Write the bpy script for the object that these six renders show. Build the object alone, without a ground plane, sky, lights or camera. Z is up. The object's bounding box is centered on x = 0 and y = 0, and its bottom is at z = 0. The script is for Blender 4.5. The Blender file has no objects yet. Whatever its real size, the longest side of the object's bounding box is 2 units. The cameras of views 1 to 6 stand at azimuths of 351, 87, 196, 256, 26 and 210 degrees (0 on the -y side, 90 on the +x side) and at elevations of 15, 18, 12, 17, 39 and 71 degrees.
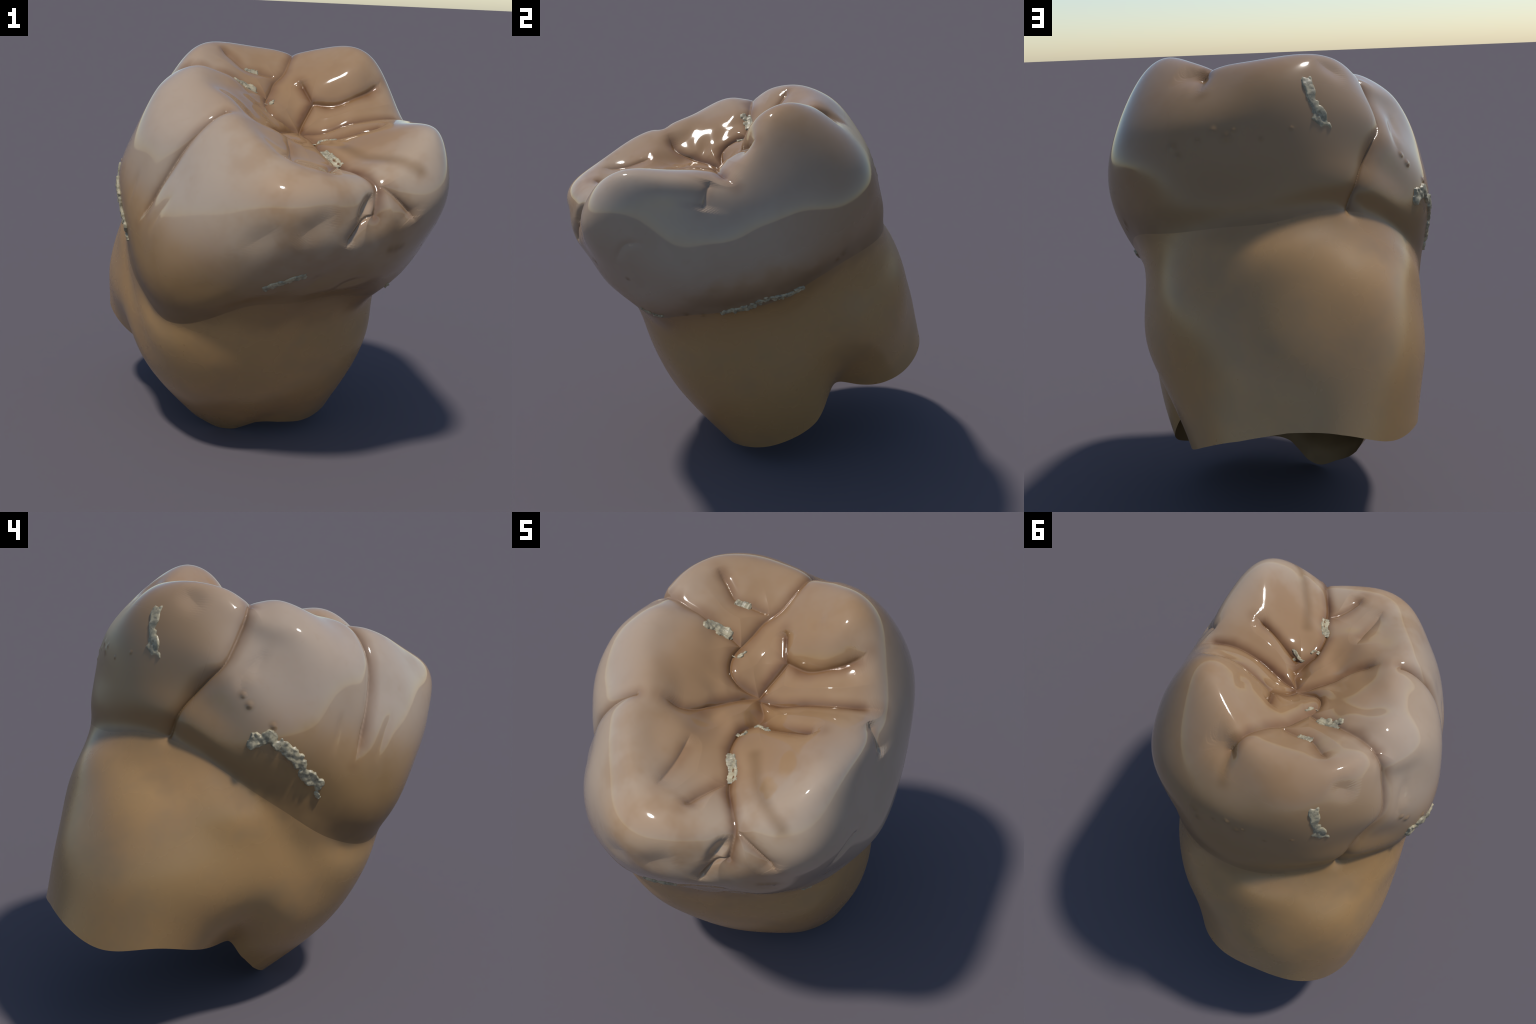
import bpy, math
import numpy as np
from mathutils import Vector, noise

# ---------------------------------------------------------------- frame of the tooth
# The tooth leans: AXIS runs from the roots to the chewing face, ORIGIN sits inside the crown.
AXIS = np.array([0.1, -0.36, 0.93]); AXIS /= np.linalg.norm(AXIS)
SIDE = np.array([1.0, 0, 0]) - AXIS * AXIS[0]; SIDE /= np.linalg.norm(SIDE)
BACK = np.cross(AXIS, SIDE)
ORIGIN = np.array([0.03, -0.17, 1.30])
# ---------------------------------------------------------------- cross-sections, 24 angles each, from the root edge up and over into the bowl
RADIUS = {
    "root_edge": [0.511, 0.493, 0.453, 0.436, 0.546, 0.698, 0.803, 0.852, 0.887, 0.864, 0.789, 0.592, 0.414, 0.375, 0.362, 0.359, 0.353, 0.347, 0.376, 0.430, 0.478, 0.513, 0.535, 0.533],
    "root_lower": [0.589, 0.567, 0.575, 0.646, 0.706, 0.766, 0.824, 0.873, 0.894, 0.898, 0.826, 0.719, 0.622, 0.578, 0.562, 0.554, 0.564, 0.556, 0.564, 0.580, 0.591, 0.606, 0.605, 0.601],
    "root_upper": [0.592, 0.582, 0.603, 0.668, 0.740, 0.814, 0.842, 0.859, 0.866, 0.867, 0.796, 0.719, 0.662, 0.634, 0.637, 0.658, 0.670, 0.652, 0.618, 0.601, 0.601, 0.617, 0.620, 0.601],
    "collar": [0.592, 0.591, 0.616, 0.675, 0.749, 0.802, 0.825, 0.833, 0.805, 0.775, 0.754, 0.709, 0.658, 0.640, 0.655, 0.687, 0.687, 0.652, 0.620, 0.596, 0.591, 0.594, 0.594, 0.594],
    "neck": [0.624, 0.632, 0.666, 0.721, 0.781, 0.810, 0.815, 0.792, 0.763, 0.728, 0.708, 0.691, 0.670, 0.658, 0.658, 0.692, 0.698, 0.668, 0.658, 0.630, 0.630, 0.647, 0.629, 0.625],
    "lip": [0.671, 0.682, 0.717, 0.780, 0.814, 0.836, 0.834, 0.803, 0.783, 0.755, 0.732, 0.719, 0.692, 0.681, 0.702, 0.727, 0.734, 0.713, 0.689, 0.678, 0.674, 0.691, 0.690, 0.675],
    "crown_low": [0.717, 0.716, 0.752, 0.831, 0.868, 0.865, 0.841, 0.823, 0.801, 0.760, 0.739, 0.760, 0.732, 0.715, 0.727, 0.759, 0.756, 0.751, 0.727, 0.707, 0.727, 0.734, 0.744, 0.741],
    "crown_waist": [0.719, 0.721, 0.759, 0.806, 0.846, 0.856, 0.853, 0.847, 0.816, 0.778, 0.745, 0.740, 0.730, 0.691, 0.708, 0.742, 0.756, 0.769, 0.765, 0.748, 0.749, 0.784, 0.764, 0.725],
    "crown_shoulder": [0.657, 0.674, 0.693, 0.728, 0.750, 0.757, 0.770, 0.813, 0.788, 0.723, 0.677, 0.686, 0.679, 0.642, 0.627, 0.668, 0.704, 0.746, 0.746, 0.709, 0.735, 0.779, 0.725, 0.665],
    "crest": [0.586, 0.582, 0.600, 0.625, 0.629, 0.641, 0.670, 0.692, 0.702, 0.640, 0.643, 0.631, 0.586, 0.560, 0.560, 0.582, 0.620, 0.672, 0.670, 0.634, 0.625, 0.650, 0.632, 0.606],
}
HEIGHT = {
    "root_edge": [-1.124, -1.094, -1.025, -1.023, -1.135, -1.169, -1.141, -1.124, -1.124, -1.157, -1.089, -1.086, -1.081, -1.157, -1.202, -1.241, -1.262, -1.271, -1.223, -1.148, -1.133, -1.148, -1.143, -1.140],
    "neck": [-0.260, -0.279, -0.262, -0.251, -0.271, -0.302, -0.304, -0.290, -0.238, -0.229, -0.273, -0.334, -0.390, -0.445, -0.472, -0.456, -0.346, -0.216, -0.174, -0.152, -0.179, -0.217, -0.218, -0.236],
    "crest": [0.434, 0.390, 0.452, 0.550, 0.553, 0.475, 0.433, 0.438, 0.457, 0.450, 0.383, 0.397, 0.386, 0.365, 0.360, 0.378, 0.395, 0.426, 0.440, 0.427, 0.455, 0.537, 0.567, 0.500],
    "cusp_slope": [0.445, 0.416, 0.450, 0.547, 0.529, 0.467, 0.423, 0.428, 0.450, 0.453, 0.480, 0.474, 0.454, 0.450, 0.467, 0.478, 0.473, 0.462, 0.451, 0.433, 0.446, 0.499, 0.530, 0.492],
    "inner_slope": [0.421, 0.400, 0.416, 0.455, 0.461, 0.428, 0.393, 0.398, 0.416, 0.446, 0.457, 0.464, 0.478, 0.481, 0.480, 0.474, 0.455, 0.437, 0.405, 0.394, 0.400, 0.429, 0.447, 0.446],
    "basin": [0.374, 0.357, 0.345, 0.353, 0.366, 0.352, 0.355, 0.368, 0.386, 0.395, 0.419, 0.431, 0.429, 0.426, 0.429, 0.435, 0.434, 0.423, 0.403, 0.396, 0.391, 0.384, 0.384, 0.385],
    "pit_wall": [0.302, 0.304, 0.305, 0.304, 0.303, 0.310, 0.324, 0.342, 0.355, 0.361, 0.364, 0.369, 0.375, 0.375, 0.374, 0.367, 0.355, 0.355, 0.355, 0.362, 0.363, 0.356, 0.342, 0.321],
}
PIT_HEIGHT = 0.323
# ---------------------------------------------------------------- fissures: (shoulder width, least depth, fade at start, fade at end, stain, path in tooth axes)
FISSURES = {
    "cross_fissure": (0.07, 0.03, 0, 1, 0.9, [(0.079, 0.084, 0.280), (0.233, 0.085, 0.334), (0.386, 0.098, 0.386), (0.516, 0.129, 0.391), (0.613, 0.174, 0.352)]),
    "pit_fissure": (0.06, 0.03, 0, 0, 1, [(0.067, 0.101, 0.284), (0.090, 0.163, 0.324), (0.137, 0.242, 0.368)]),
    "tip_branch": (0.05, 0.022, 0, 1, 1, [(0.134, 0.246, 0.362), (0.108, 0.315, 0.385), (0.087, 0.382, 0.407)]),
    "cusp_arc": (0.08, 0.03, 0, 1, 0.8, [(0.137, 0.242, 0.368), (0.241, 0.220, 0.384), (0.376, 0.253, 0.435), (0.436, 0.296, 0.453), (0.475, 0.345, 0.481)]),
    "stub_fissure": (0.06, 0.028, 0, 1, 1, [(0.152, -0.044, 0.321), (0.239, -0.066, 0.366), (0.333, -0.077, 0.418), (0.436, -0.074, 0.450)]),
    "front_fissure": (0.075, 0.03, 0, 0, 0.9, [(0.082, 0.078, 0.290), (0.116, 0.022, 0.289), (0.110, -0.051, 0.318), (0.086, -0.103, 0.342), (0.079, -0.179, 0.370), (0.099, -0.265, 0.380), (0.128, -0.312, 0.370), (0.155, -0.389, 0.385), (0.216, -0.489, 0.412), (0.258, -0.563, 0.432), (0.266, -0.621, 0.378), (0.263, -0.653, 0.319)]),
    "front_branch": (0.06, 0.02, 0, 1, 0.7, [(0.148, -0.377, 0.377), (0.115, -0.394, 0.394), (0.073, -0.459, 0.419), (0.038, -0.559, 0.439)]),
    "left_fissure": (0.08, 0.028, 0, 1, 0.8, [(0.068, 0.098, 0.281), (0.032, 0.076, 0.286), (-0.049, -0.005, 0.330), (-0.123, -0.091, 0.380), (-0.209, -0.127, 0.422), (-0.270, -0.135, 0.452)]),
    "left_slope_groove": (0.06, 0.015, 1, 1, 0.5, [(-0.078, -0.219, 0.413), (-0.076, -0.364, 0.422), (-0.093, -0.515, 0.456)]),
    "distal_fissure": (0.06, 0.028, 0, 0, 0.8, [(0.067, 0.099, 0.277), (-0.030, 0.109, 0.316), (-0.076, 0.140, 0.341), (-0.094, 0.207, 0.355), (-0.082, 0.268, 0.353)]),
    "heel_left_fissure": (0.07, 0.025, 0, 0, 0.7, [(-0.082, 0.268, 0.353), (-0.144, 0.293, 0.379), (-0.209, 0.308, 0.410), (-0.277, 0.328, 0.434), (-0.366, 0.347, 0.457), (-0.477, 0.369, 0.433)]),
    "heel_right_fissure": (0.07, 0.025, 0, 0, 0.7, [(-0.081, 0.271, 0.349), (-0.055, 0.344, 0.354), (-0.031, 0.413, 0.372), (0.017, 0.476, 0.392), (0.049, 0.553, 0.418), (0.080, 0.630, 0.422), (0.109, 0.708, 0.382)]),
    "heel_inner_groove": (0.06, 0.022, 1, 0, 0.6, [(-0.320, 0.571, 0.462), (-0.243, 0.507, 0.431), (-0.179, 0.453, 0.414), (-0.118, 0.452, 0.396), (-0.040, 0.448, 0.379)]),
    "front_right_groove": (0.06, 0.02, 0, 1, 0.5, [(0.261, -0.566, 0.431), (0.329, -0.585, 0.393), (0.403, -0.600, 0.340), (0.454, -0.601, 0.289)]),
    "front_notch": (0.04, 0.024, 0, 1, 0.3, [(0.263, -0.647, 0.318), (0.228, -0.668, 0.319), (0.181, -0.686, 0.262), (0.148, -0.732, 0.193)]),
    "side_notch_groove": (0.075, 0.018, 1, 1, 0.3, [(0.552, 0.069, 0.394), (0.616, 0.035, 0.372), (0.675, -0.012, 0.307)]),
    "cheek_groove": (0.045, 0.028, 0, 1, 0.6, [(-0.353, -0.159, 0.478), (-0.426, -0.195, 0.431), (-0.515, -0.240, 0.329), (-0.578, -0.257, 0.204), (-0.634, -0.250, 0.029), (-0.668, -0.234, -0.112)]),
    "heel_cheek_groove": (0.042, 0.028, 0, 0, 0.6, [(-0.483, 0.374, 0.442), (-0.545, 0.395, 0.311), (-0.587, 0.433, 0.153), (-0.570, 0.479, 0.074), (-0.541, 0.520, -0.012), (-0.520, 0.557, -0.097), (-0.473, 0.558, -0.214)]),
}
# shallow folds and dents: (width, depth, path)
FOLDS = {
    "front_wrinkle": (0.05, 0.008, [(-0.296, -0.704, 0.108), (-0.212, -0.735, 0.214), (-0.127, -0.748, 0.313)]),
    "front_fold": (0.06, 0.014, [(-0.090, -0.765, 0.197), (-0.030, -0.761, 0.286), (0.099, -0.702, 0.370)]),
    "notch_hollow": (0.024, 0.03, [(0.254, -0.590, 0.424), (0.236, -0.633, 0.390), (0.214, -0.669, 0.346), (0.184, -0.704, 0.292)]),
    "neck_fold": (0.04, 0.008, [(0.014, -0.683, -0.110), (0.067, -0.702, -0.023), (0.137, -0.707, 0.066)]),
    "neck_fold_low": (0.03, 0.008, [(0.154, -0.642, -0.110), (0.221, -0.658, -0.043), (0.341, -0.634, -0.001)]),
    "cheek_fold": (0.02, 0.005, [(-0.680, -0.110, 0.118), (-0.700, -0.107, 0.017), (-0.715, -0.109, -0.105)]),
    "cheek_fold_front": (0.025, 0.008, [(-0.531, -0.392, 0.189), (-0.596, -0.366, 0.053), (-0.632, -0.351, -0.097)]),
    "cheek_fold_back": (0.03, 0.006, [(-0.610, 0.280, 0.291), (-0.637, 0.299, 0.203), (-0.665, 0.327, 0.098)]),
    "heel_dent": (0.05, 0.014, [(-0.359, 0.653, 0.426), (-0.419, 0.629, 0.389), (-0.497, 0.551, 0.337)]),
    "corner_dent": (0.07, 0.014, [(0.247, 0.699, 0.394), (0.179, 0.703, 0.396), (0.089, 0.674, 0.432)]),
    "corner_groove": (0.035, 0.012, [(0.091, 0.671, 0.434), (0.099, 0.711, 0.390), (0.098, 0.754, 0.326), (0.080, 0.794, 0.262)]),
    "cusp_slope_groove": (0.05, 0.012, [(0.199, -0.227, 0.395), (0.267, -0.363, 0.439), (0.364, -0.471, 0.500), (0.444, -0.527, 0.489)]),
    "heel_side_fold": (0.03, 0.008, [(-0.614, 0.286, 0.271), (-0.647, 0.366, 0.109), (-0.678, 0.318, 0.031)]),
    "front_slit": (0.02, 0.01, [(0.678, -0.290, 0.247), (0.650, -0.409, 0.278), (0.590, -0.500, 0.170)]),
    "cusp_top_groove": (0.04, 0.006, [(0.188, 0.367, 0.477), (0.263, 0.429, 0.535)]),
}
# chalky crusts of tartar: (half width, thickness, path)
TARTAR = [
    (0.027, 0.013, [(-0.705, 0.259, -0.128), (-0.735, 0.202, -0.089), (-0.746, 0.131, -0.112), (-0.742, 0.068, -0.137), (-0.722, -0.003, -0.195), (-0.705, -0.072, -0.229)]),
    (0.012, 0.012, [(-0.690, -0.091, -0.272), (-0.685, -0.105, -0.282)]),
    (0.026, 0.007, [(-0.358, 0.732, 0.290), (-0.374, 0.733, 0.204), (-0.407, 0.705, 0.119)]),
    (0.016, 0.011, [(0.616, -0.100, -0.244), (0.629, 0.015, -0.254), (0.640, 0.121, -0.238), (0.614, 0.198, -0.266), (0.588, 0.295, -0.266)]),
    (0.01, 0.008, [(0.476, -0.492, -0.138), (0.507, -0.411, -0.200)]),
    (0.016, 0.007, [(-0.140, -0.721, -0.052), (-0.072, -0.731, -0.008), (0.004, -0.734, 0.033)]),
    (0.02, 0.007, [(-0.231, 0.294, 0.426), (-0.196, 0.302, 0.409), (-0.154, 0.297, 0.394)]),
    (0.009, 0.006, [(-0.073, 0.221, 0.363), (-0.060, 0.250, 0.363)]),
    (0.009, 0.005, [(-0.166, 0.449, 0.417), (-0.121, 0.450, 0.409)]),
    (0.009, 0.008, [(0.092, -0.130, 0.369), (0.098, -0.113, 0.363)]),
    (0.01, 0.008, [(0.127, -0.050, 0.334), (0.152, -0.052, 0.340), (0.186, -0.068, 0.359)]),
    (0.013, 0.006, [(0.104, -0.256, 0.395), (0.133, -0.302, 0.392), (0.148, -0.340, 0.395)]),
]
# small brown grains on the enamel: (place, radius, height)
GRAINS = [
    ((-0.665, 0.342, 0.051), 0.012, 0.008),
    ((-0.684, 0.308, 0.017), 0.014, 0.01),
    ((-0.736, 0.199, -0.036), 0.012, 0.01),
    ((0.188, 0.848, 0.041), 0.016, 0.006),
    ((0.167, 0.850, -0.003), 0.014, 0.006),
    ((0.079, 0.857, 0.051), 0.01, 0.005),
    ((0.009, 0.856, 0.086), 0.014, 0.007),
    ((-0.044, 0.852, 0.055), 0.018, 0.008),
    ((-0.072, 0.850, 0.079), 0.01, 0.006),
    ((-0.178, 0.823, 0.040), 0.008, 0.004),
    ((-0.296, 0.778, 0.083), 0.008, 0.004),
    ((0.529, 0.552, -0.187), 0.018, 0.006),
    ((0.540, 0.512, -0.203), 0.012, 0.005),
    ((0.586, -0.473, 0.081), 0.008, 0.003),
    ((0.382, -0.644, 0.155), 0.014, 0.004),
    ((0.429, -0.623, 0.159), 0.012, 0.004),
    ((0.409, -0.636, 0.158), 0.016, 0.004),
    ((0.561, -0.292, -0.209), 0.014, 0.006),
    ((0.586, -0.214, -0.232), 0.012, 0.005),
]

SECTORS = len(RADIUS["neck"])
ANGLES, SUBDIV = 1024, 54
NECK, SHOULDER = 3 * SUBDIV, 6 * SUBDIV    # grid rows of the neck line and of the crown's shoulder


def periodic_spline(n, m):
    """matrix that carries n values round a circle to m values, C2 smooth"""
    a = np.eye(n) * 4 / 6 + (np.roll(np.eye(n), 1, 1) + np.roll(np.eye(n), -1, 1)) / 6
    b = np.zeros((m, n))
    for j in range(m):
        x = j * n / m; i = int(x); f = x - i
        for k, w in enumerate([(1 - f) ** 3 / 6, (3 * f ** 3 - 6 * f * f + 4) / 6, (-3 * f ** 3 + 3 * f * f + 3 * f + 1) / 6, f ** 3 / 6]):
            b[j, (i - 1 + k) % n] += w
    return b @ np.linalg.inv(a)


def natural_spline(knots, t):
    """matrix that carries values at the knots to the parameters t, C2 smooth"""
    k = np.asarray(knots, float); n = len(k); w = np.diff(k)
    a, b = np.zeros((n, n)), np.zeros((n, n))
    a[0, 0] = a[-1, -1] = 1
    for i in range(1, n - 1):
        a[i, i - 1:i + 2] = w[i - 1], 2 * (w[i - 1] + w[i]), w[i]
        b[i, i - 1:i + 2] = 6 / w[i - 1], -6 / w[i - 1] - 6 / w[i], 6 / w[i]
    m2 = np.linalg.solve(a, b)
    r = np.zeros((len(t), n))
    for j, x in enumerate(t):
        i = min(np.searchsorted(k, x, side="right") - 1, n - 2); f = (x - k[i]) / w[i]
        r[j, i] += 1 - f; r[j, i + 1] += f
        r[j] += w[i] ** 2 * (((1 - f) ** 3 - (1 - f)) / 6 * m2[i] + (f ** 3 - f) / 6 * m2[i + 1])
    return r


def loft():
    R = {k: np.array(v) for k, v in RADIUS.items()}
    H = {k: np.array(v) for k, v in HEIGHT.items()}
    rings = []
    for f, k in ((0, "root_edge"), (1 / 3, "root_lower"), (2 / 3, "root_upper"), (2.6 / 3, "collar")):
        rings.append((R[k], (1 - f) * H["root_edge"] + f * H["neck"]))
    for f, k in ((0, "neck"), (.12, "lip"), (.3, "crown_low"), (.58, "crown_waist"), (.84, "crown_shoulder"), (1, "crest")):
        rings.append((R[k], (1 - f) * H["neck"] + f * H["crest"]))
    for f, k in ((.8, "cusp_slope"), (.6, "inner_slope"), (.4, "basin"), (.2, "pit_wall")):
        rings.append((f * R["crest"], H[k]))
    rings.append((0 * R["crest"], np.full(SECTORS, PIT_HEIGHT)))
    knots = [0, 1, 2, 2.6, 3, 3.4, 4, 5, 6, 7, 8, 9, 10, 11, 12]      # closer together at the neck
    t = np.arange(0, 12 * SUBDIV + 1) / SUBDIV
    tm = natural_spline(knots, t)
    am = periodic_spline(SECTORS, ANGLES)
    r = tm @ (np.array([x[0] for x in rings]) @ am.T)
    h = tm @ (np.array([x[1] for x in rings]) @ am.T)
    # inside the last section the bowl is a smooth disc: no pinch at the centre
    mean_r = np.array(RADIUS["crest"]).mean()
    ring = 11 * SUBDIV
    coef = np.fft.rfft(h[ring])
    order = np.arange(len(coef))
    for row in range(ring, len(t)):
        rho = 12 - t[row]                                  # 1 at the last section, 0 at the centre
        disc = np.fft.irfft(coef * rho ** order, ANGLES) + (PIT_HEIGHT - h[ring].mean()) * .5 * (1 - rho * rho)
        f = (1 - rho) * (1 - rho) * (3 - 2 * (1 - rho)); f = 1 - (1 - f) ** 2
        h[row] += f * (disc - h[row])
        r[row] += f * (.2 * rho * mean_r - r[row])
    # the broken edge of the roots runs in short straight chips
    chips = np.random.default_rng(3).uniform(-.010, .010, 27)
    chip = np.interp(np.arange(ANGLES) / ANGLES * 27, np.arange(28), np.r_[chips, chips[0]])
    h += np.clip(1 - t / .6, 0, 1)[:, None] * chip[None]
    th = np.arange(ANGLES) / ANGLES * 2 * math.pi
    e = np.cos(th)[:, None] * SIDE + np.sin(th)[:, None] * BACK
    return ORIGIN + r[..., None] * e[None] + h[..., None] * AXIS


def grid_normals(v):
    n = np.cross(np.roll(v, -1, 1) - np.roll(v, 1, 1), np.gradient(v, axis=0))
    l = np.linalg.norm(n, axis=2, keepdims=True)
    n = n / np.maximum(l, 1e-9)
    n[-1] = n[-3].mean(0) / np.linalg.norm(n[-3].mean(0))
    n[-2] = n[-1]
    return n


def to_world(p):
    p = np.asarray(p, float)
    return ORIGIN + p[..., :1] * SIDE + p[..., 1:2] * BACK + p[..., 2:3] * AXIS


def smooth_path(pts, step=0.004):
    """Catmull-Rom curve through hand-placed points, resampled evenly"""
    p = np.asarray(pts, float)
    q = np.vstack([2 * p[0] - p[1], p, 2 * p[-1] - p[-2]])
    out = []
    for i in range(1, len(q) - 2):
        f = np.linspace(0, 1, 24, endpoint=False)[:, None]
        a, b, c, d = q[i - 1:i + 3]
        out.append(.5 * (2 * b + (c - a) * f + (2 * a - 5 * b + 4 * c - d) * f * f + (3 * b - a - 3 * c + d) * f ** 3))
    out = np.vstack(out + [p[-1:]])
    l = np.r_[0, np.cumsum(np.linalg.norm(np.diff(out, axis=0), axis=1))]
    n = max(3, int(l[-1] / step))
    s = np.linspace(0, l[-1], n)
    return np.stack([np.interp(s, l, out[:, k]) for k in range(3)], 1)


def nearest_on(v, path):
    """row, column of the grid vertex nearest to each path sample"""
    flat = v.reshape(-1, 3)
    near = np.where(((flat > path.min(0) - .15) & (flat < path.max(0) + .15)).all(1))[0]
    idx = [near[np.argmin(((flat[near] - p) ** 2).sum(1))] for p in path]
    return np.array(idx)


def distance_to(v, path, reach):
    flat = v.reshape(-1, 3)
    near = np.where(((flat > path.min(0) - reach) & (flat < path.max(0) + reach)).all(1))[0]
    d, k = np.full(len(near), 9.0), np.zeros(len(near), int)
    for j in range(len(path)):
        e = ((flat[near] - path[j]) ** 2).sum(1)
        m = e < d
        d[m] = e[m]; k[m] = j
    # exact distance to the two path pieces that meet at the nearest sample
    best = np.full(len(near), 9.0)
    p = flat[near]
    for s in (-1, 1):
        a = path[k]; ab = path[np.clip(k + s, 0, len(path) - 1)] - a
        f = np.clip(((p - a) * ab).sum(1) / np.maximum((ab * ab).sum(1), 1e-12), 0, 1)
        best = np.minimum(best, np.linalg.norm(p - a - ab * f[:, None], axis=1))
    keep = best < reach
    return near[keep], best[keep], k[keep]


def ironed(path):
    """running mean along a path that was snapped to grid vertices"""
    w = min(27, (len(path) // 2) * 2 - 1)
    if w < 3: return path
    ker = np.hanning(w + 2)[1:-1]; ker /= ker.sum()
    h = w // 2
    pad = np.vstack([2 * path[0] - path[h:0:-1], path, 2 * path[-1] - path[-2:-h - 2:-1]])
    return np.stack([np.convolve(pad[:, c], ker, "valid") for c in range(3)], 1)


def smoothstep(x):
    x = np.clip(x, 0, 1)
    return x * x * (3 - 2 * x)


def sculpt(v):
    """cut the fissures, folds and dents into the lofted tooth and raise the grains"""
    n = grid_normals(v).reshape(-1, 3)
    flat = v.reshape(-1, 3)
    down = np.zeros(len(flat))
    for width, least, fade_in, fade_out, stain, pts in FISSURES.values():
        path = smooth_path(to_world(pts))
        at = nearest_on(v, path)
        gap = np.clip(((flat[at] - path) * n[at]).sum(1), least, max(least, .055))
        ker = np.hanning(31); ker /= ker.sum()
        gap = np.convolve(np.pad(gap, 15, mode="edge"), ker, "valid")
        s = np.linspace(0, 1, len(path))
        if fade_in: gap = gap * smoothstep(s / .25)
        if fade_out: gap = gap * smoothstep((1 - s) / .25)
        base = path + n[at] * ((flat[at] - path) * n[at]).sum(1, keepdims=True)
        i, d, k = distance_to(v, ironed(base), width * 2.6)
        prof = .68 * np.exp(-d / (.22 * width)) + .5 * np.exp(-(d / width) ** 2)
        down[i] = np.maximum(down[i], gap[k] * prof)
    for width, depth, pts in FOLDS.values():
        path = smooth_path(to_world(pts))
        at = nearest_on(v, path)
        i, d, k = distance_to(v, ironed(flat[at]), width * 2.5)
        s = np.linspace(0, 1, len(path))
        fade = smoothstep(s / .45) * smoothstep((1 - s) / .45)
        down[i] = down[i] + depth * fade[k] * (.15 * np.exp(-d / (.35 * width)) + .85 * np.exp(-(d / width) ** 2))
    for place, r, h in GRAINS:
        c = to_world(np.array(place))
        i, d, k = distance_to(v, flat[nearest_on(v, c[None])], r * 3)
        down[i] -= .6 * h * np.exp(-(d / r) ** 2)
    return (flat - n * down[:, None]).reshape(v.shape)


rng = np.random.default_rng(7)
surface = sculpt(loft())
ROWS = surface.shape[0]
# faint waviness that breaks the reflections up
flat = surface.reshape(-1, 3)
normal = grid_normals(surface)
wave = np.zeros(len(flat))
for freq, amp in ((4.0, .0022), (9.0, .0006)):
    for _ in range(4):
        d = rng.normal(size=3); d /= np.linalg.norm(d)
        wave += amp * np.sin(flat @ d * freq * 2 + rng.uniform(0, 6.28))
surface = surface + normal * wave.reshape(ROWS, ANGLES, 1)
surface[-1] = surface[-1].mean(0)
normal = grid_normals(surface)

# ---------------------------------------------------------------- node helpers


class Nodes:
    def __init__(self, name):
        self.mat = bpy.data.materials.new(name); self.mat.use_nodes = True
        self.t = self.mat.node_tree; self.n = self.t.nodes; self.l = self.t.links
        self.bsdf = self.n["Principled BSDF"]
        self.co = self.n.new("ShaderNodeTexCoord").outputs["Object"]

    def put(self, sock, val):
        if isinstance(val, bpy.types.NodeSocket): self.l.new(val, sock)
        elif isinstance(val, (tuple, list)) and sock.type == "RGBA" and len(val) == 3: sock.default_value = (*val, 1)
        else: sock.default_value = val

    def math(self, op, a, b=0.0, clamp=False):
        m = self.n.new("ShaderNodeMath"); m.operation = op; m.use_clamp = clamp
        self.put(m.inputs[0], a); self.put(m.inputs[1], b)
        return m.outputs[0]

    def vec(self, op, a, b=(0, 0, 0)):
        m = self.n.new("ShaderNodeVectorMath"); m.operation = op
        self.put(m.inputs[0], a); self.put(m.inputs[1], b)
        return m.outputs["Value"] if op in ("DOT_PRODUCT", "LENGTH", "DISTANCE") else m.outputs["Vector"]

    def noise(self, scale, detail=2.0, rough=.5, vector=None):
        m = self.n.new("ShaderNodeTexNoise"); m.inputs["Scale"].default_value = scale
        m.inputs["Detail"].default_value = detail; m.inputs["Roughness"].default_value = rough
        self.l.new(vector or self.co, m.inputs["Vector"])
        return m.outputs["Fac"]

    def step(self, x, lo, hi):
        """0 at lo, 1 at hi, smooth between"""
        m = self.n.new("ShaderNodeMapRange"); m.interpolation_type = "SMOOTHSTEP"
        self.put(m.inputs["Value"], x); m.inputs["From Min"].default_value = lo; m.inputs["From Max"].default_value = hi
        return m.outputs["Result"]

    def mix(self, fac, a, b):
        m = self.n.new("ShaderNodeMix"); m.data_type = "RGBA"
        self.put(m.inputs["Factor"], fac); self.put(m.inputs["A"], a) if False else self.put(m.inputs[6], a); self.put(m.inputs[7], b)
        return m.outputs[2]

    def bump(self, height, strength, distance):
        m = self.n.new("ShaderNodeBump"); m.inputs["Strength"].default_value = strength; m.inputs["Distance"].default_value = distance
        self.l.new(height, m.inputs["Height"])
        self.l.new(m.outputs[0], self.bsdf.inputs["Normal"])

    def finish(self, colour, rough):
        self.put(self.bsdf.inputs["Base Color"], colour)
        self.put(self.bsdf.inputs["Roughness"], rough)
        return self.mat

    def segment(self, a, b, wide, share, prev):
        g = self.n.new("ShaderNodeGroup"); g.node_tree = SEG
        self.l.new(self.co, g.inputs["Point"])
        g.inputs["Start"].default_value = a; g.inputs["Run"].default_value = b
        g.inputs["Width"].default_value = wide; g.inputs["Share"].default_value = share
        self.put(g.inputs["Before"], prev)
        return g.outputs[0]


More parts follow.
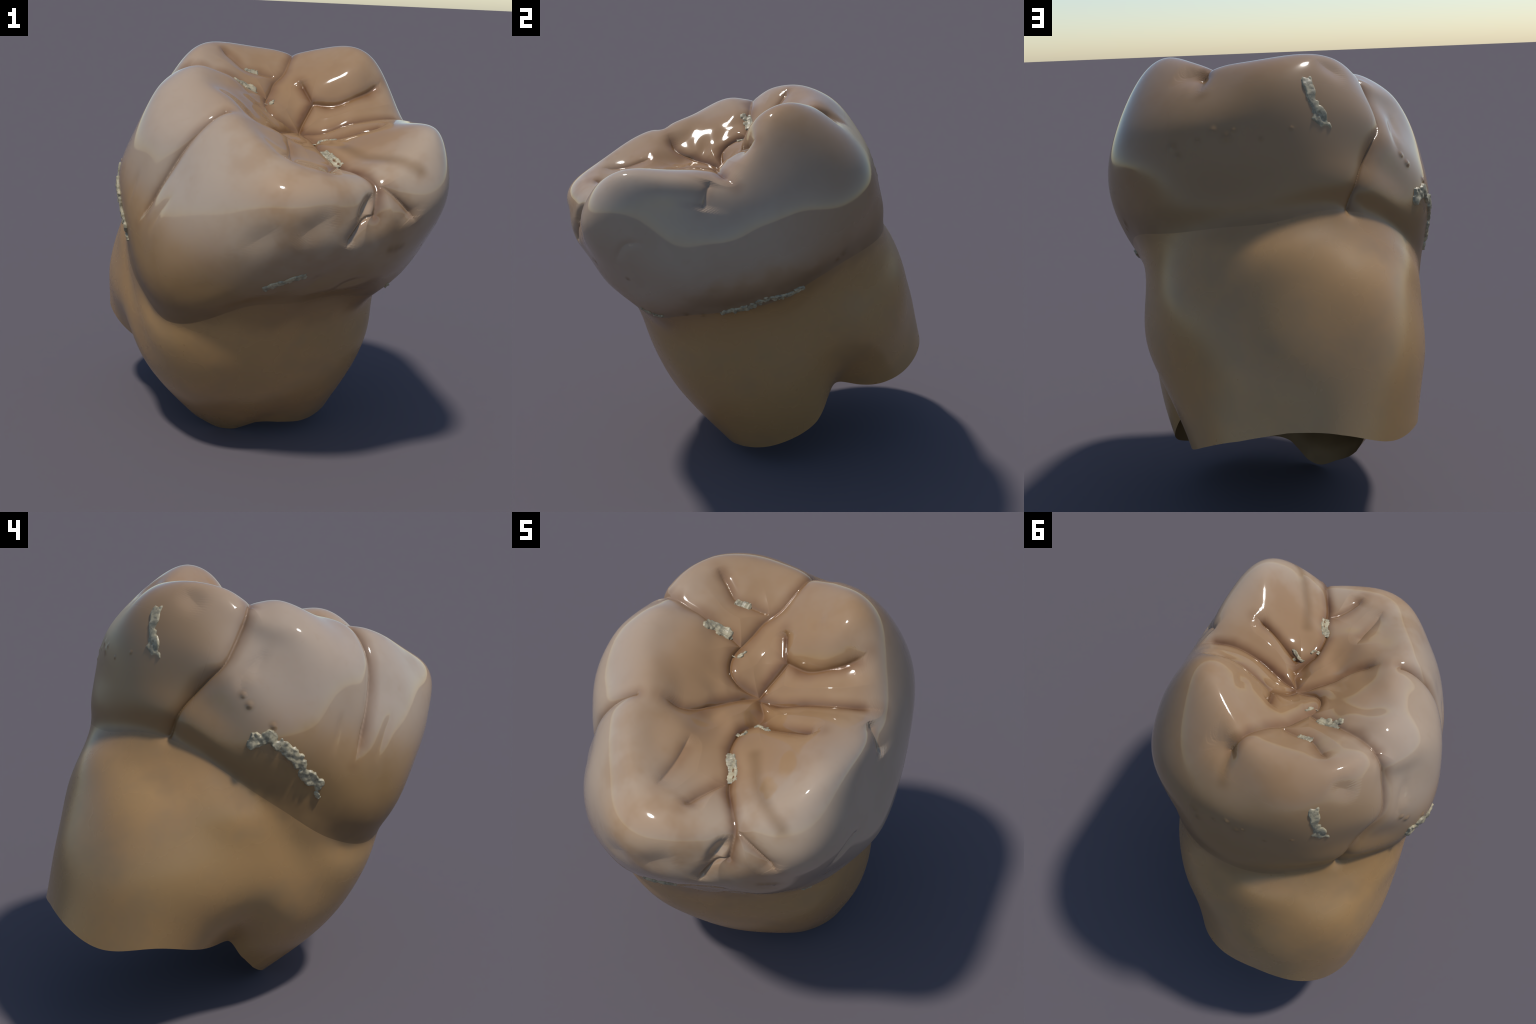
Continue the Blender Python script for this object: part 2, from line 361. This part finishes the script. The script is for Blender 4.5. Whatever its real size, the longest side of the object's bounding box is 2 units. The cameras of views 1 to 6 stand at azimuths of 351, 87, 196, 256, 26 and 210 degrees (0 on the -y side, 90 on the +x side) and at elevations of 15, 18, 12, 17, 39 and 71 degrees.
def segment_group():
    """soft mask round the line from Start to Start + Run, joined with the mask that came before"""
    g = bpy.data.node_groups.new("stain_along_segment", "ShaderNodeTree")
    for nm in ("Point", "Start", "Run"):
        g.interface.new_socket(nm, in_out="INPUT", socket_type="NodeSocketVector")
    for nm in ("Width", "Share", "Before"):
        g.interface.new_socket(nm, in_out="INPUT", socket_type="NodeSocketFloat")
    g.interface.new_socket("Mask", in_out="OUTPUT", socket_type="NodeSocketFloat")
    i, o = g.nodes.new("NodeGroupInput"), g.nodes.new("NodeGroupOutput")

    def link(val, sock):
        if isinstance(val, bpy.types.NodeSocket): g.links.new(val, sock)
        else: sock.default_value = val

    def vm(op, *args):
        m = g.nodes.new("ShaderNodeVectorMath"); m.operation = op
        for k, x in enumerate(args): link(x, m.inputs[k])
        return m.outputs["Value"] if op in ("DOT_PRODUCT", "DISTANCE") else m.outputs["Vector"]

    def mm(op, *args, clamp=False):
        m = g.nodes.new("ShaderNodeMath"); m.operation = op; m.use_clamp = clamp
        for k, x in enumerate(args): link(x, m.inputs[k])
        return m.outputs[0]
    # the tiny share of Before makes the segments run one after another (small shader stack)
    point = vm("MULTIPLY_ADD", i.outputs["Before"], (1e-7, 0, 0), i.outputs["Point"])
    rel = vm("SUBTRACT", point, i.outputs["Start"])
    f = mm("DIVIDE", vm("DOT_PRODUCT", rel, i.outputs["Run"]), vm("DOT_PRODUCT", i.outputs["Run"], i.outputs["Run"]), clamp=True)
    foot = vm("MULTIPLY", i.outputs["Run"], f)
    x = mm("SUBTRACT", 1.0, mm("DIVIDE", vm("DISTANCE", rel, foot), i.outputs["Width"]), clamp=True)
    soft = mm("MULTIPLY", mm("MULTIPLY", x, x), mm("MULTIPLY_ADD", x, -2.0, 3.0))
    g.links.new(mm("MAXIMUM", mm("MULTIPLY", soft, i.outputs["Share"]), i.outputs["Before"]), o.inputs[0])
    return g


SEG = segment_group()


def line_mask(nd, pts, wide, share, before, fade_in=0, fade_out=0):
    """soft stain along a path, as a node value; it thins out at loose ends"""
    last = len(pts) - 2
    for i, (a, b) in enumerate(zip(pts[:-1], pts[1:])):
        part = share * (.45 if (fade_in and i == 0) or (fade_out and i == last) else 1.0)
        before = nd.segment(a, np.asarray(b) - np.asarray(a) + 1e-5, wide, part, before)
    return before


def surface_path(pts, keep):
    """a few points of the path laid onto the finished surface"""
    p = smooth_path(to_world(pts), .02)
    p = p[np.linspace(0, len(p) - 1, keep).round().astype(int)]
    return flat_final[nearest_on(surface, p)]


flat_final = surface.reshape(-1, 3)
th = np.arange(SECTORS) / SECTORS * 2 * math.pi
rn, hn = np.array(RADIUS["neck"]), np.array(HEIGHT["neck"])
NECK_PLANE = np.linalg.lstsq(np.stack([rn * np.cos(th), rn * np.sin(th), np.ones(SECTORS)], 1), hn, rcond=None)[0]


def enamel():
    nd = Nodes("enamel")
    rel = nd.vec("SUBTRACT", nd.co, tuple(ORIGIN))
    a, b, h = (nd.vec("DOT_PRODUCT", rel, tuple(x)) for x in (SIDE, BACK, AXIS))
    plane = nd.math("ADD", nd.math("ADD", nd.math("MULTIPLY", a, NECK_PLANE[0]), nd.math("MULTIPLY", b, NECK_PLANE[1])), NECK_PLANE[2])
    above = nd.math("SUBTRACT", h, plane)                                    # height above the neck
    big, mid, fine = nd.noise(2.2, 2), nd.noise(6.0, 3, .55), nd.noise(26.0, 4, .6)
    col = nd.mix(nd.step(big, .35, .65), PALE, PALE_WARM)
    col = nd.mix(nd.math("MULTIPLY", nd.step(mid, .42, .7), .5), col, TAN)
    # thin enamel near the neck lets the ochre dentine through, least on the side wall
    above = nd.math("ADD", above, nd.math("MULTIPLY", nd.math("SUBTRACT", mid, .5), .25))
    side = nd.step(a, .55, .25)
    low = nd.math("MULTIPLY", nd.step(above, .5, .1), nd.math("ADD", nd.math("MULTIPLY", side, .75), .2))
    col = nd.mix(low, col, OCHRE)
    # paler grey-beige tint on the two outer walls
    cheek = nd.math("MULTIPLY", nd.step(a, -.15, -.5), nd.step(above, .30, .52))
    flank = nd.math("MULTIPLY", nd.step(a, .38, .6), nd.step(above, .06, .2))
    col = nd.mix(nd.math("MULTIPLY", nd.math("MAXIMUM", cheek, flank), .7), col, PALE_COOL)
    # heel end is browner
    col = nd.mix(nd.math("MULTIPLY", nd.step(b, .2, .7), .65), col, TAN)
    # tan bowl floor
    bowl = nd.vec("DISTANCE", nd.co, tuple(ORIGIN + .08 * SIDE + .08 * BACK + .33 * AXIS))
    col = nd.mix(nd.math("MULTIPLY", nd.step(bowl, .72, .25), .9), col, TAN)
    # stain in the fissures
    stain = 0.0
    for width, least, fade_in, fade_out, share, pts in FISSURES.values():
        p = surface_path(pts, min(9, max(4, len(pts) + 2)))
        stain = line_mask(nd, p, .058, share, stain, fade_in, fade_out)
    stain = nd.math("MULTIPLY", stain, nd.math("ADD", nd.math("MULTIPLY", mid, .8), .5), True)
    col = nd.mix(nd.math("MULTIPLY", stain, .8), col, STAIN)
    core = nd.math("POWER", stain, 5.0)
    col = nd.mix(nd.math("MULTIPLY", core, .7), col, STAIN_DARK)
    faint = 0.0
    for key in ("cusp_slope_groove", "corner_groove"):
        faint = line_mask(nd, surface_path(FOLDS[key][2], 4), .05, .55, faint)
    for place, r, hh in GRAINS:
        c = flat_final[nearest_on(surface, to_world(np.array(place))[None])][0]
        faint = nd.segment(c, (.001, 0, 0), r * 2.8, .55, faint)
    col = nd.mix(faint, col, GRAIN)
    col = nd.mix(nd.math("MULTIPLY", nd.step(fine, .55, .8), .10), col, TAN)
    # brown line where the enamel ends
    edge = nd.math("MULTIPLY", nd.step(above, .13, .0), nd.math("ADD", nd.math("MULTIPLY", mid, .9), .05))
    col = nd.mix(edge, col, NECK_BROWN)
    # the heel wall and the strip over the neck are dull, the rest is wet-looking
    heel = nd.math("MULTIPLY", nd.step(b, .30, .62), nd.math("MULTIPLY", nd.step(h, .42, .22), nd.step(a, .40, .12)))
    dull = nd.math("MAXIMUM", heel, nd.step(above, .34, .10))
    rough = nd.math("ADD", nd.math("MULTIPLY", dull, .30), .055)
    return nd.finish(nd.mix(nd.math("MULTIPLY", heel, .45), col, OCHRE), rough)


def dentine():
    nd = Nodes("dentine")
    rel = nd.vec("SUBTRACT", nd.co, tuple(ORIGIN))
    a, b, h = (nd.vec("DOT_PRODUCT", rel, tuple(x)) for x in (SIDE, BACK, AXIS))
    plane = nd.math("ADD", nd.math("ADD", nd.math("MULTIPLY", a, NECK_PLANE[0]), nd.math("MULTIPLY", b, NECK_PLANE[1])), NECK_PLANE[2])
    above = nd.math("SUBTRACT", h, plane)
    big, mid, fine = nd.noise(2.4, 2), nd.noise(5.0, 3, .5), nd.noise(30.0, 3, .55)
    col = nd.mix(nd.step(big, .35, .65), ROOT, ROOT_WARM)
    col = nd.mix(nd.math("MULTIPLY", nd.step(mid, .45, .7), .5), col, ROOT_DULL)
    edge = nd.math("MULTIPLY", nd.step(nd.math("ADD", above, nd.math("MULTIPLY", nd.math("SUBTRACT", mid, .5), .2)), -.12, .0), .3)
    col = nd.mix(edge, col, NECK_BROWN)
    col = nd.mix(nd.math("MULTIPLY", nd.step(fine, .5, .8), .12), col, ROOT_DULL)
    return nd.finish(col, nd.math("ADD", nd.math("MULTIPLY", mid, .14), .21))


def tartar_material():
    nd = Nodes("tartar")
    f1, f2 = nd.noise(30, 4, .6), nd.noise(90, 3, .6)
    col = nd.mix(nd.step(f1, .42, .62), CRUST_DARK, CRUST)
    col = nd.mix(nd.math("MULTIPLY", nd.step(f2, .4, .7), .4), col, CRUST_PALE)
    nd.bump(f2, .2, .002)
    return nd.finish(col, .45)


def cavity_material():
    nd = Nodes("root_cavity")
    return nd.finish(nd.mix(nd.noise(6, 3), ROOT_DULL, NECK_BROWN), .6)


# linear base colours
PALE_COOL = (.385, .305, .235); PALE = (.37, .275, .19); PALE_WARM = (.365, .245, .15); TAN = (.28, .162, .075); OCHRE = (.255, .148, .057)
STAIN = (.155, .068, .025); STAIN_DARK = (.06, .022, .010); GRAIN = (.17, .095, .037); NECK_BROWN = (.14, .08, .033)
ROOT = (.355, .21, .086); ROOT_WARM = (.385, .218, .088); ROOT_DULL = (.30, .19, .09)
CRUST = (.38, .32, .20); CRUST_PALE = (.48, .42, .285); CRUST_DARK = (.20, .175, .115)

# ---------------------------------------------------------------- meshes


def add_object(name, verts, faces, normals, material, parent):
    me = bpy.data.meshes.new(name)
    me.from_pydata(verts.tolist(), [], faces.tolist() if hasattr(faces, "tolist") else faces)
    me.update()
    me.shade_smooth()
    if normals is not None:
        me.normals_split_custom_set_from_vertices(normals.tolist())
    me.materials.append(material)
    ob = bpy.data.objects.new(name, me)
    bpy.context.collection.objects.link(ob)
    ob.parent = parent
    return ob


def region(name, mask, material, parent):
    """the faces of the shared tooth surface that mask picks, with the whole tooth's normals"""
    q = QUADS[mask]
    used, inv = np.unique(q, return_inverse=True)
    inv = inv.reshape(q.shape)
    v = flat_final[used]; n = normal.reshape(-1, 3)[used]
    # the last row is one point: weld it
    top = used >= (ROWS - 1) * ANGLES
    if top.any():
        first = np.where(top)[0][0]
        remap = np.arange(len(used)); remap[top] = first
        inv = remap[inv]
        faces = []
        for f in inv.tolist():
            g = list(dict.fromkeys(f))
            if len(g) > 2: faces.append(g)
        v, n = v[:first + 1], n[:first + 1]
        return add_object(name, v, faces, n, material, parent)
    return add_object(name, v, inv, n, material, parent)


ii, jj = np.meshgrid(np.arange(ROWS - 1), np.arange(ANGLES), indexing="ij")
QUADS = np.stack([ii * ANGLES + jj, ii * ANGLES + (jj + 1) % ANGLES, (ii + 1) * ANGLES + (jj + 1) % ANGLES, (ii + 1) * ANGLES + jj], -1).reshape(-1, 4)
FACE_ROW = ii.reshape(-1)

tooth = bpy.data.objects.new("molar_tooth", None)
bpy.context.collection.objects.link(tooth)
tooth["label"] = "worn brown molar tooth with glossy grooved crown and broken hollow roots"
tooth["category"] = "tooth"

M_ENAMEL, M_ROOT, M_TARTAR, M_CAVITY = enamel(), dentine(), tartar_material(), cavity_material()

root = region("root", FACE_ROW < NECK, M_ROOT, tooth)
crown = region("crown", (FACE_ROW >= NECK) & (FACE_ROW < SHOULDER), M_ENAMEL, tooth)

# each chewing-face quad goes to the cusp whose seeds lie nearest: the borders run down the fissures
CUSPS = [[(-.12, .50), (.0, .66), (-.2, .36)],          # heel cusp
         [(.32, .42), (.30, .24), (.55, .3)],           # back side cusp
         [(.42, -.25), (.38, -.5), (.6, -.1)],          # front side cusp
         [(-.38, .12), (-.2, .1), (-.55, .2)],          # back cheek cusp
         [(-.1, -.42), (-.28, -.4), (.05, -.6)]]        # front cheek cusp
mid = flat_final[QUADS].mean(1) - ORIGIN
ab = np.stack([mid @ SIDE, mid @ BACK], 1)
near = np.stack([np.min([((ab - s) ** 2).sum(1) for s in seeds], 0) for seeds in CUSPS]).argmin(0)
for c in range(len(CUSPS)):
    region("cusp", (FACE_ROW >= SHOULDER) & (near == c), M_ENAMEL, crown)

# hollow inside of the broken roots: the wall is a shell, closed by a floor
CAV = 2 * SUBDIV
rows = np.arange(0, CAV + 1, 4)
inner = surface[rows] - normal[rows] * (.022 * smoothstep(np.arange(len(rows)) / 3))[:, None, None]
cen = inner[-1].mean(0)
for f in (.85, .6, .3, .02):
    inner = np.concatenate([inner, (cen + (inner[len(rows) - 1] - cen) * f + AXIS * .10 * (1 - f * f))[None]])
k = inner.shape[0]
i2, j2 = np.meshgrid(np.arange(k - 1), np.arange(ANGLES), indexing="ij")
q2 = np.stack([i2 * ANGLES + j2, (i2 + 1) * ANGLES + j2, (i2 + 1) * ANGLES + (j2 + 1) % ANGLES, i2 * ANGLES + (j2 + 1) % ANGLES], -1).reshape(-1, 4)
add_object("root_cavity", inner.reshape(-1, 3), q2, None, M_CAVITY, root)

# ---------------------------------------------------------------- tartar crusts
from mathutils.bvhtree import BVHTree
TREE = BVHTree.FromPolygons([tuple(x) for x in flat_final.tolist()], QUADS.tolist())


def crust(width, height, pts, seed):
    path = smooth_path(to_world(pts), .0022)
    ext = np.gradient(path, axis=0); ext /= np.linalg.norm(ext, axis=1, keepdims=True)
    # run a little past both ends so that the ends are ragged too
    m = int(1.6 * width / .0022)
    path = np.vstack([path[:1] - ext[:1] * .0022 * np.arange(m, 0, -1)[:, None], path, path[-1:] + ext[-1:] * .0022 * np.arange(1, m + 1)[:, None]])
    run = np.gradient(path, axis=0); run /= np.linalg.norm(run, axis=1, keepdims=True)
    n_path, across = len(path), max(9, int(width * 3 / .0022)) | 1
    verts, sink = [], .004
    for i in range(n_path):
        _, nn, _, _ = TREE.find_nearest(Vector(path[i]))
        side = np.cross(run[i], np.array(nn))
        end = min(1, min(i, n_path - 1 - i) / (m + 1))
        for j in range(across):
            u = (j / (across - 1) * 2 - 1) * 1.5
            loc, nrm, _, _ = TREE.find_nearest(Vector(path[i] + side * u * width))
            p = loc * 1.0
            off = Vector((seed * 7.1, 0, 0))
            blob = noise.fractal(p * (.75 / width) + off, 1.2, 2.0, 2)
            lump = 1 - min(1.0, noise.voronoi(p * 34 + off)[0][0] * 1.0)
            edge = min(.9 - u * u * (1.6 - end * .7), end * 2.4 - .7) + blob * 1.3
            lift = np.clip(edge * 2.2, -1, 1)
            h = height * lift * (.5 + .45 * blob + .45 * lump) if lift > 0 else lift * sink
            verts.append(np.array(loc) + np.array(nrm) * h)
    v = np.array(verts)
    a, b = np.meshgrid(np.arange(n_path - 1), np.arange(across - 1), indexing="ij")
    q = np.stack([a * across + b, (a + 1) * across + b, (a + 1) * across + b + 1, a * across + b + 1], -1).reshape(-1, 4)
    return add_object("tartar_deposit", v, q, None, M_TARTAR, crown)


for s, (w, hgt, pts) in enumerate(TARTAR):
    crust(w, hgt, pts, s)
